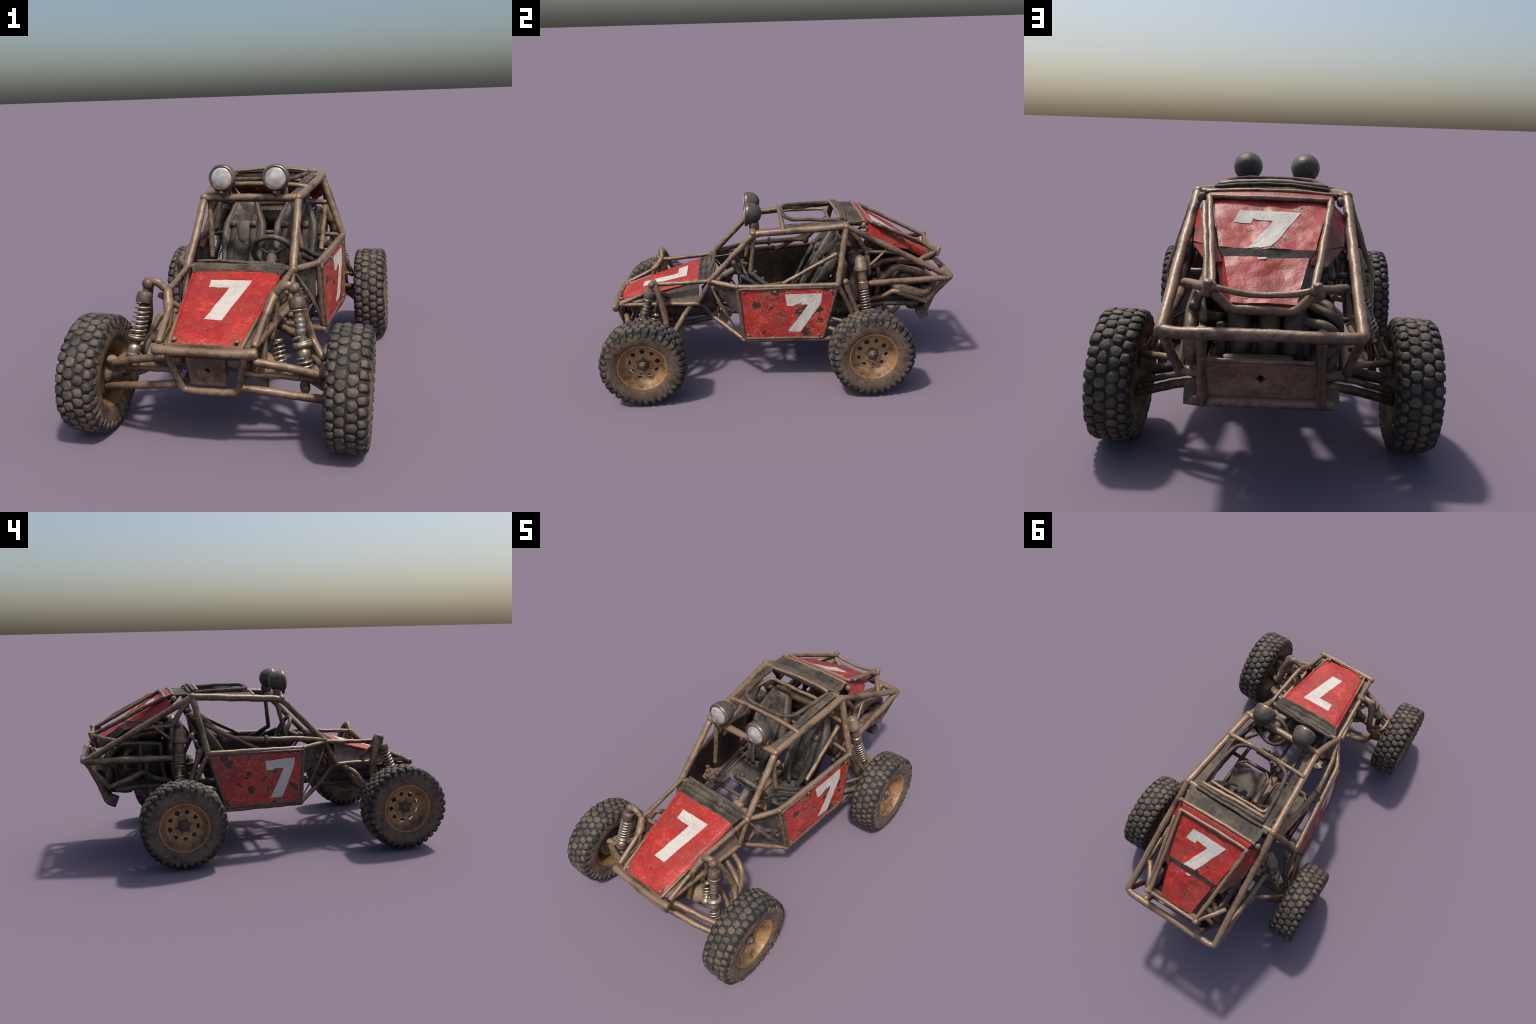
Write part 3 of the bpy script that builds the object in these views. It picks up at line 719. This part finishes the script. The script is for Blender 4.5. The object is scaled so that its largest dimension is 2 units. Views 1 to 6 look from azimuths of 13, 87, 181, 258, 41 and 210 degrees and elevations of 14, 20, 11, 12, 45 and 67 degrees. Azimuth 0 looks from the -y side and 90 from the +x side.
# ------------------------------------------------------------------ suspension
SUS = add('front_axle', *merge(tube_geo([V(-.43, -.752, .245), V(-.2, -.748, .285), V(.2, -.748, .285), V(.43, -.752, .245)], .021, 12, .003),
          ball_geo((.17, -.735, .290), (.062, .060, .052), .006), ball_geo((-.19, -.735, .300), (.06, .05, .042), .006),
          tube_geo([V(.17, -.73, .24), V(.17, -.735, .20)], .016)), CONSOLE, BUGGY)
ST = lambda nm, pts, r, mat=STEEL, rad=.03, **k: pair(nm, pts, r, mat, SUS, rad, **k)
ST('control_arm', [(.172, -.888, .368), (.28, -.86, .343), (.405, -.815, .300)], .0155)
ST('control_arm', [(.108, -.896, .272), (.27, -.865, .240), (.455, -.795, .190)], .0155)
ST('control_arm', [(.14, -.60, .275), (.28, -.66, .24), (.455, -.745, .190)], .0140)
ST('tie_rod', [(.115, -.885, .318), (.26, -.845, .300), (.405, -.795, .272)], .0100)
ST('control_arm', [(.395, -.815, .303), (.40, -.755, .30), (.35, -.67, .31)], .0130)
for s in (1, -1):
    add('steering_knuckle', *merge(tube_geo([V(s * .425, -.80, .31), V(s * .430, -.765, .24), V(s * .440, -.775, .175)], .024, 10, .004, flat=.7),
        lathe_geo((s * .40, -.762, .238), (s * .50, -.762, .236), [(0, .024), (.3, .030), (.5, .046), (1, .046)], 16, .001)), CONSOLE, SUS)
    add('ball_joint', *merge(ball_geo((s * .335, -.80, .285), (.020, .020, .024), .003), lathe_geo((s * .335, -.80, .27), (s * .337, -.80, .215), [(0, .014), (.4, .020), (.7, .018), (1, .009)], 8)), STEELD, SUS, sharp=40)

def helix(p0, p1, r, turns, wire, taper=1.0):
    p0, p1 = V(*p0), V(*p1); t, n, b = frame_of(p1 - p0); k = int(turns * 14)
    return tube_geo([p0 + (p1 - p0) * i / k + r * (1 + (taper - 1) * i / k) * (math.cos(TAU * i * turns / k) * n + math.sin(TAU * i * turns / k) * b) for i in range(k + 1)], wire, 8, .0006, .05)
for s in (1, -1):
    X = lambda x, y, z: (s * x, y, z)
    top, c0, c1, bot, end = X(.288, -.710, .594), X(.297, -.716, .562), X(.303, -.731, .521), X(.323, -.771, .399), X(.341, -.802, .305)
    SH = add('shock_absorber', *merge(ball_geo(top, (.023, .024, .023), .002), lathe_geo(top, c0, [(.3, .013), (1, .014)], 12),
             lathe_geo(c0, c1, [(-.05, .016), (.06, .028), (.25, .0315), (.7, .0325), (.95, .0315), (1.02, .026)], 18, .001)), LAMPB if False else STEELD, BUGGY, sharp=45)
    if s < 0:
        add('shock_rod', *lathe_geo(c1, end, [(0, .017), (.55, .016), (.6, .022), (.64, .022), (.7, .017), (.8, .026), (.9, .027), (1, .015)], 14, .002), STEELD, SH)
        add('coil_spring', *merge(helix(c1, bot, .0270, 7.2, .0042, 1.12), lathe_geo(V(*bot), V(*bot) + unit(V(*end) - V(*bot)) * .016, [(0, .034), (.4, .036), (1, .028)], 18, .001)), CHROME, SH)
        add('shock_seat', *merge(lathe_geo(X(.328, -.779, .373), X(.337, -.797, .322), [(0, .014), (.3, .026), (.5, .019), (.75, .028), (1, .022)], 16, .002)), CHROME, SH)
    else:
        add('shock_rod', *lathe_geo(c1, end, [(t, .0205 + .0012 * math.sin(t * 75)) for t in np.linspace(0, .40, 20)] + [(.44, .0165), (.52, .0165), (.62, .018), (.68, .027), (.78, .0255), (.86, .016), (1, .015)], 16, .0015), SHOCK, SH)
        add('coil_spring', *merge(lathe_geo(V(*c1) + V(0, 0, -.001), V(*c1) + V(.001, -.002, -.008), [(0, .030), (.5, .032), (1, .030)], 18), helix(X(.318, -.762, .424), X(.323, -.771, .399), .031, 1.2, .0042),
            lathe_geo(X(.322, -.769, .405), X(.325, -.775, .386), [(0, .034), (.5, .036), (1, .030)], 18, .001), helix(X(.333, -.786, .352), X(.341, -.802, .300), .026, 3.4, .0040, 1.0)), CHROME, SH)
    # small inboard damper
    sp0, sp1 = X(.222, -.712, .375), X(.236, -.742, .305)
    add('steering_damper', *merge(helix(sp0, sp1, .021, 4.5, .0042), lathe_geo(sp0, sp1, [(-.2, .018), (-.05, .018), (0, .011), (1, .011), (1.05, .023), (1.3, .030)], 12, .001)), CHROME if s > 0 else STEELD, SUS)

# rear suspension
RS = add('rear_axle', *merge(tube_geo([V(-.45, .468, .240), V(-.2, .50, .30), V(.2, .50, .30), V(.45, .468, .240)], .020, 12, .002), ball_geo((0, .53, .31), (.08, .09, .06), .006)), STEELD, BUGGY)
RT_ = lambda nm, pts, r, mat=STEEL, rad=.03, **k: pair(nm, pts, r, mat, RS, rad, **k)
RT_('control_arm', [(.215, .60, .268), (.34, .55, .225), (.455, .49, .170)], .0155)
RT_('control_arm', [(.20, .60, .310), (.34, .56, .262), (.44, .50, .215)], .0110)
RT_('control_arm', [(.22, .62, .355), (.34, .57, .335), (.44, .49, .318)], .0125)
RT_('trailing_arm', [(.355, .22, .335), (.40, .33, .30), (.445, .45, .26)], .0150)
RT_('trailing_arm', [(.33, .19, .39), (.39, .32, .375), (.43, .44, .33)], .0100)
RT_('trailing_arm', [(.345, .352, .576), (.365, .405, .44), (.41, .455, .33)], lambda t: .0185 - .005 * min(1, t * 4), rad=.06)
for s in (1, -1):
    X = lambda x, y, z: V(s * x, y, z)
    add('rear_hub', *merge(lathe_geo(X(.405, .47, .238), X(.505, .471, .235), [(0, .022), (.3, .03), (.5, .046), (1, .046)], 16, .001),
        tube_geo([X(.435, .48, .34), X(.436, .472, .24), X(.445, .485, .18)], .022, 10, .004, flat=.7)), CONSOLE, RS)
    add('arm_knob', *ball_geo(X(.345, .352, .582), .0225, .002), STEEL, RS)
    t, c, b0, s0, s1 = X(.281, .442, .703), X(.304, .449, .630), X(.315, .457, .560), X(.322, .461, .528), X(.366, .470, .412)
    SH = add('shock_absorber', *merge(lathe_geo(t, c, [(-.14, .007), (-.08, .015), (-.05, .021), (.03, .0290), (.15, .0325), (.50, .0330), (.54, .0345), (.95, .0355), (1.02, .032), (1.04, .024)], 18, .001),
             lathe_geo(c, s0, [(0, .0235), (.3, .0245), (.55, .0235), (.6, .0285), (.95, .0285), (1, .021)], 16, .0015)), BRASS if s > 0 else STEEL, BUGGY, sharp=28)
    add('shock_rod', *lathe_geo(s0, s1, [(-.1, .014), (.9, .014), (1.0, .018), (1.15, .020), (1.25, .012)], 12, .001), STEELD if s > 0 else BRASS, SH)
    add('coil_spring', *(helix(s0, s1, .0235, 8.2, .0046, 1.05) if s > 0 else merge(helix(s0, X(.334, .464, .497), .0245, 2, .0034), helix(X(.347, .467, .46), s1, .0245, 3.2, .0034))), CHROME, SH)
    add('shock_foot', *ball_geo(X(.374, .474, .392), (.020, .020, .016), .003), CHROME, SH)

# ------------------------------------------------------------------ engine bay
ENG = add('engine_block', *merge(box_geo((0, .665, .455), (.235, .36, .20), None, 6, .006, .3), box_geo((0, .66, .575), (.19, .30, .10), None, 6, .008, .4),
    box_geo((0, .62, .385), (.34, .36, .06), rotx(-.03), 6, .008, .3), ball_geo((0, .59, .655), (.10, .09, .045), .008)), ENGINE, BUGGY)
for x in (-.085, -.015, .065):
    add('intake_runner', *tube_geo(spline([(x, .70, .64), (x * 1.05, .78, .625), (x * 1.1, .83, .575), (x * 1.05, .845, .50), (x, .83, .42)]), .034, 12, .003), ENGINE, ENG)
add('engine_rib', *merge(*[box_geo((s * (.115 + .006 * (k % 2)), .53 + .045 * k, .47 + .01 * math.sin(k * 2)), (.03, .018, .15), None, 3, .003) for k in range(8) for s in (1, -1)]), ENGINE, ENG, kind='stuff')
def pipe(pts, r, mat=STEELD): return add('exhaust_pipe', *tube_geo(spline([V(*p) for p in pts], 6), r, 12, .002), mat, ENG)
pipe([(.13, .55, .50), (.19, .571, .524), (.205, .62, .562), (.21, .658, .600), (.21, .752, .586), (.21, .845, .548), (.205, .888, .484), (.20, .833, .440), (.20, .69, .482), (.16, .64, .50)], .0225, STEEL)
pipe([(.12, .62, .47), (.19, .645, .520), (.215, .665, .575), (.19, .70, .60), (.12, .74, .60)], .0185)
pipe([(.12, .66, .44), (.20, .672, .478), (.215, .72, .455), (.205, .80, .430), (.18, .85, .42), (.12, .86, .43)], .0230)
pipe([(.185, .675, .535), (.20, .715, .552), (.19, .75, .548), (.13, .77, .545)], .0160)
pipe([(-.12, .56, .52), (-.19, .60, .545), (-.20, .619, .539), (-.205, .635, .46), (-.19, .62, .41)], .0150)
pipe([(-.10, .76, .60), (-.18, .80, .60), (-.205, .831, .562), (-.205, .839, .452), (-.17, .83, .40)], .0180)
pipe([(-.12, .70, .58), (-.18, .735, .575), (-.205, .751, .537), (-.2, .74, .486), (-.15, .72, .47)], .0145)
pipe([(-.12, .84, .56), (-.19, .865, .55), (-.215, .86, .50), (-.17, .85, .46)], .0170)
pipe([(-.14, .82, .60), (-.205, .84, .575), (-.22, .83, .53), (-.2, .80, .50)], .0150)
for pts, r in (([(-.205, .80, .625), (-.2, .68, .628), (-.2, .55, .616)], .012), ([(-.2, .86, .545), (-.2, .74, .552), (-.2, .60, .546)], .010), ([(-.2, .55, .616), (-.205, .545, .50), (-.2, .53, .41)], .011),
               ([(-.2, .66, .62), (-.205, .66, .55), (-.2, .663, .466), (-.2, .59, .425), (-.2, .522, .405)], .011), ([(-.2, .705, .664), (-.2, .626, .680), (-.2, .552, .686)], .012)):
    add('engine_line', *tube_geo(spline([V(*p) for p in pts], 5), r, 10, .002), STEELD, ENG)
for pts, r in (([(.2, .86, .60), (.19, .76, .64), (.19, .63, .645), (.2, .52, .615)], .016), ([(.17, .88, .565), (.185, .80, .615), (.18, .68, .625)], .012), ([(.19, .56, .62), (.195, .57, .54), (.19, .56, .43)], .014)):
    add('engine_line', *tube_geo(spline([V(*p) for p in pts], 5), r, 10, .002), STEELD, ENG)
# tank across the bay and bulkhead behind the seats
add('fuel_tank', *lathe_geo((-.20, .445, .655), (.20, .445, .655), [(-.02, .02), (.02, .048), (.08, .058), (.5, .060), (.92, .058), (.98, .048), (1.02, .02)], 18, .004), ENGINE, BUGGY)
add('bulkhead', *merge(box_geo((.17, .455, .50), (.09, .10, .27), rotx(-.12), 5, .006, .4), box_geo((-.17, .455, .50), (.09, .10, .27), rotx(-.12), 5, .006, .4), box_geo((0, .44, .47), (.3, .05, .20), None, 5, .006, .2)), STEELD, BUGGY)
add('air_cleaner', *merge(ball_geo((.02, .60, .695), (.10, .085, .030), .008), box_geo((.10, .57, .68), (.10, .10, .05), rotx(.2), 4, .006, .4)), ENGINE, ENG)
pipe([(.05, .60, .70), (.14, .585, .705), (.19, .55, .70), (.19, .48, .71)], .018, ENGINE)
add('gearbox_sump', *merge(box_geo((0, .775, .36), (.30, .13, .05), rotx(.1), 5, .006, .3), box_geo((.13, .79, .335), (.09, .07, .04), None, 3, .006, .4)), STEELD, BUGGY)

# ------------------------------------------------------------------ cockpit
def seat(cx):
    """bucket seat: cushion and a tapered back with raised bolsters, headrest and harness"""
    def section(s):                             # s 0 at the hips .. 1 at the crown
        y = .165 + .060 * s + .150 * s ** 1.6; z = .335 + .435 * s
        w = np.interp(s, [0, .25, .55, .70, .85, .95, 1], [.088, .104, .116, .112, .082, .060, .046]); th = np.interp(s, [0, .6, .9, 1], [.060, .058, .050, .034])
        pts = []
        for k in range(28):
            a = TAU * k / 28; c, q = math.cos(a), math.sin(a)
            x = w * math.copysign(abs(c) ** .7, c); d = th * .5 * math.copysign(abs(q) ** .8, q)
            bol = (.042 * math.exp(-((abs(x) / w - .90) / .20) ** 2) - .022 * math.exp(-((x / w) / .5) ** 2)) * (1 - s * .5)      # bolsters forward
            p = V(cx + x, y + d - (bol if q < .2 else 0), z - d * .35); pts.append(p + wob(p, 20, .003))
        return pts
    st = add('seat', *loft_geo([section(s) for s in np.linspace(0, 1, 18)]), VINYL, BUGGY)
    def cush(u, w):
        x = (2 * u - 1) * (.088 + .012 * math.sin(math.pi * w)); e = abs(2 * u - 1)
        p = V(cx + x, -.060 + .245 * w, .352 - .030 * w + .016 * max(0, (e - .55) / .45) ** 1.5 - .022 * max(0, 1 - w / .16) ** 2); return p + wob(p, 16, .004)
    add('seat_cushion', *sheet_geo(cush, 18, 18, .055), CUSHION, st, sharp=60)
    add('seat_base', *box_geo((cx, .06, .300), (.17, .20, .035), None, 4, .004), STEELD, st)
    for s in (1, -1):
        belt = spline([V(cx + s * .044, .345, .700), V(cx + s * .050, .282, .672), V(cx + s * .052, .226, .600), V(cx + s * .058, .168, .50), V(cx + s * .050, .125, .43), V(cx + s * .03, .10, .375)], 5)
        add('harness_strap', *tube_geo(belt, .0165, 10, .002, flat=.38), STRAP, st)
        add('strap_buckle', *merge(ball_geo((cx + s * .052, .245, .645), (.022, .018, .020), .004)), VINYL, st)
        tube('seat_side_rail', [V(cx + s * .104, .19, .38), V(cx + s * .110, -.04, .352), V(cx + s * .07, -.075, .345)], .007, STEELD, st, .04)
    add('seat_pad', *merge(box_geo((cx, .262, .600), (.070, .060, .130), rotx(-.3), 4, .006, .5)), CUSHION, st)
    add('headrest', *box_geo((cx, .338, .722), (.098, .040, .075), rotx(-.35), 5, .003, .6), VINYL, st)
seat(.135); seat(-.135)
TUN = add('centre_tunnel', *merge(box_geo((0, .10, .335), (.055, .42, .055), None, 6, .006, .4), box_geo((.0, .075, .43), (.030, .165, .030), rotx(-.12), 4, .005, .5), tube_geo([V(0, .16, .36), V(0, .14, .43)], .014),
          box_geo((.01, -.15, .37), (.07, .12, .06), rotx(.3), 4, .008, .5)), CONSOLE, BUGGY)
for a, b in (((-.02, -.10, .40), (-.035, -.13, .52)), ((.03, -.08, .40), (.035, -.09, .50))):
    tube('gear_lever', [V(*a), V(*b)], .0065, STEELD, TUN); add('lever_knob', *ball_geo(b, .0145, .001), LAMPB, TUN)
# steering wheel and column
SC = V(.112, -.228, .612); up = unit(V(0, -.50, .866)); ax = unit(V(0, .866, .50))
SW = add('steering_wheel', *tube_geo([SC + .090 * (math.cos(a) * V(1, 0, 0) + math.sin(a) * up) for a in np.linspace(0, TAU, 37)], .0125, 10, .001, closed=True), VINYL, BUGGY)
for a in (.55, 2.6, 4.71):
    e = math.cos(a) * V(1, 0, 0) + math.sin(a) * up; tube('wheel_spoke', [SC - ax * .018, SC + e * .05 - ax * .010, SC + e * .088], lambda t: .016 - .004 * t, STRAP, SW, .03, flat=.5)
add('wheel_boss', *lathe_geo(SC - ax * .035, SC + ax * .012, [(0, .018), (.3, .028), (.8, .032), (1, .02)], 14, .002), STRAP, SW)
tube('steering_column', [SC - ax * .03, V(.118, -.335, .560), V(.125, -.44, .50)], lambda t: .024 - .010 * t, VINYL, SW)
add('column_bracket', *merge(box_geo((.125, -.345, .570), (.06, .05, .045), rotx(.5), 4, .006, .4), box_geo((.17, -.36, .56), (.04, .05, .04), None, 3, .006, .4)), CONSOLE, SW)
# knee bars, pedals and floor scraps
DK = STRAP
for pts in ([(.225, -.215, .602), (.262, -.135, .560), (.285, -.075, .505)], [(.225, -.215, .602), (.235, -.225, .54), (.225, -.24, .46)], [(.231, -.165, .622), (.268, -.10, .575), (.295, -.05, .55)]):
    tube('knee_bar', [V(*p) for p in pts], .0125, DK, BUGGY, .04)
for s in (1, -1):
    tube('floor_rail', [V(s * .255, -.20, .285), V(s * .262, .05, .28), V(s * .26, .25, .285)], .0125, STEELD, BUGGY, .05)
    tube('floor_rail', [V(s * .05, -.36, .31), V(s * .045, -.1, .292), V(s * .045, .22, .29)], .0105, STEELD, BUGGY, .05)
    add('foot_rest', *box_geo((s * .12, -.31, .34), (.13, .085, .016), rotx(.55), 4, .005), CONSOLE, BUGGY, sharp=40)
    add('pedal', *merge(*[box_geo((s * (.12 + dx), -.345, .42), (.032, .014, .05), rotx(.5), 3, .003) for dx in (-.055, 0, .055)], *[tube_geo([V(s * (.12 + dx), -.35, .41), V(s * (.12 + dx), -.37, .34)], .006) for dx in (-.055, 0, .055)]), CONSOLE, BUGGY)
tube('floor_rail', [V(.33, -.10, .285), V(-.33, -.10, .285)], .0120, STEELD, BUGGY)
# fuse and switch clutter on the left of the tunnel, red fire bottle low on the far side
rnd = random.Random(3)
add('switch_panel', *merge(box_geo((-.185, -.225, .505), (.085, .075, .012), rotx(.35), 3, .004), *[box_geo((-.185 + rnd.uniform(-.045, .045), -.225 + rnd.uniform(-.04, .04), .520 + rnd.uniform(-.012, .012)),
    (rnd.uniform(.016, .034), rnd.uniform(.016, .034), rnd.uniform(.014, .03)), rotz(rnd.uniform(0, 2)), 2, .003) for _ in range(9)]), STEELD, BUGGY, sharp=40, kind='stuff')
add('dash_clutter', *merge(*[box_geo((.10 + rnd.uniform(-.07, .07), -.135 + rnd.uniform(-.035, .035), .43 + rnd.uniform(-.02, .03)), (rnd.uniform(.018, .036), rnd.uniform(.018, .036), rnd.uniform(.014, .034)), rotz(rnd.uniform(0, 2)), 2, .004) for _ in range(10)],
    box_geo((.10, -.155, .41), (.15, .06, .02), rotx(.3), 3, .006)), CONSOLE, BUGGY, sharp=40, kind='stuff')
add('fire_bottle', *lathe_geo((-.165, -.36, .44), (-.205, -.300, .44), [(-.05, .012), (0, .026), (.1, .030), (.9, .030), (1, .024), (1.1, .01)], 14, .002), RED_MUD, BUGGY)
# chassis keel under the nose and floor
add('keel', *merge(box_geo((0, -.62, .335), (.20, .40, .07), rotx(-.02), 6, .006, .3), box_geo((0, -.42, .36), (.26, .10, .10), None, 5, .008, .3), box_geo((0, -.80, .33), (.12, .14, .10), None, 4, .006, .3)), STEELD, BUGGY)
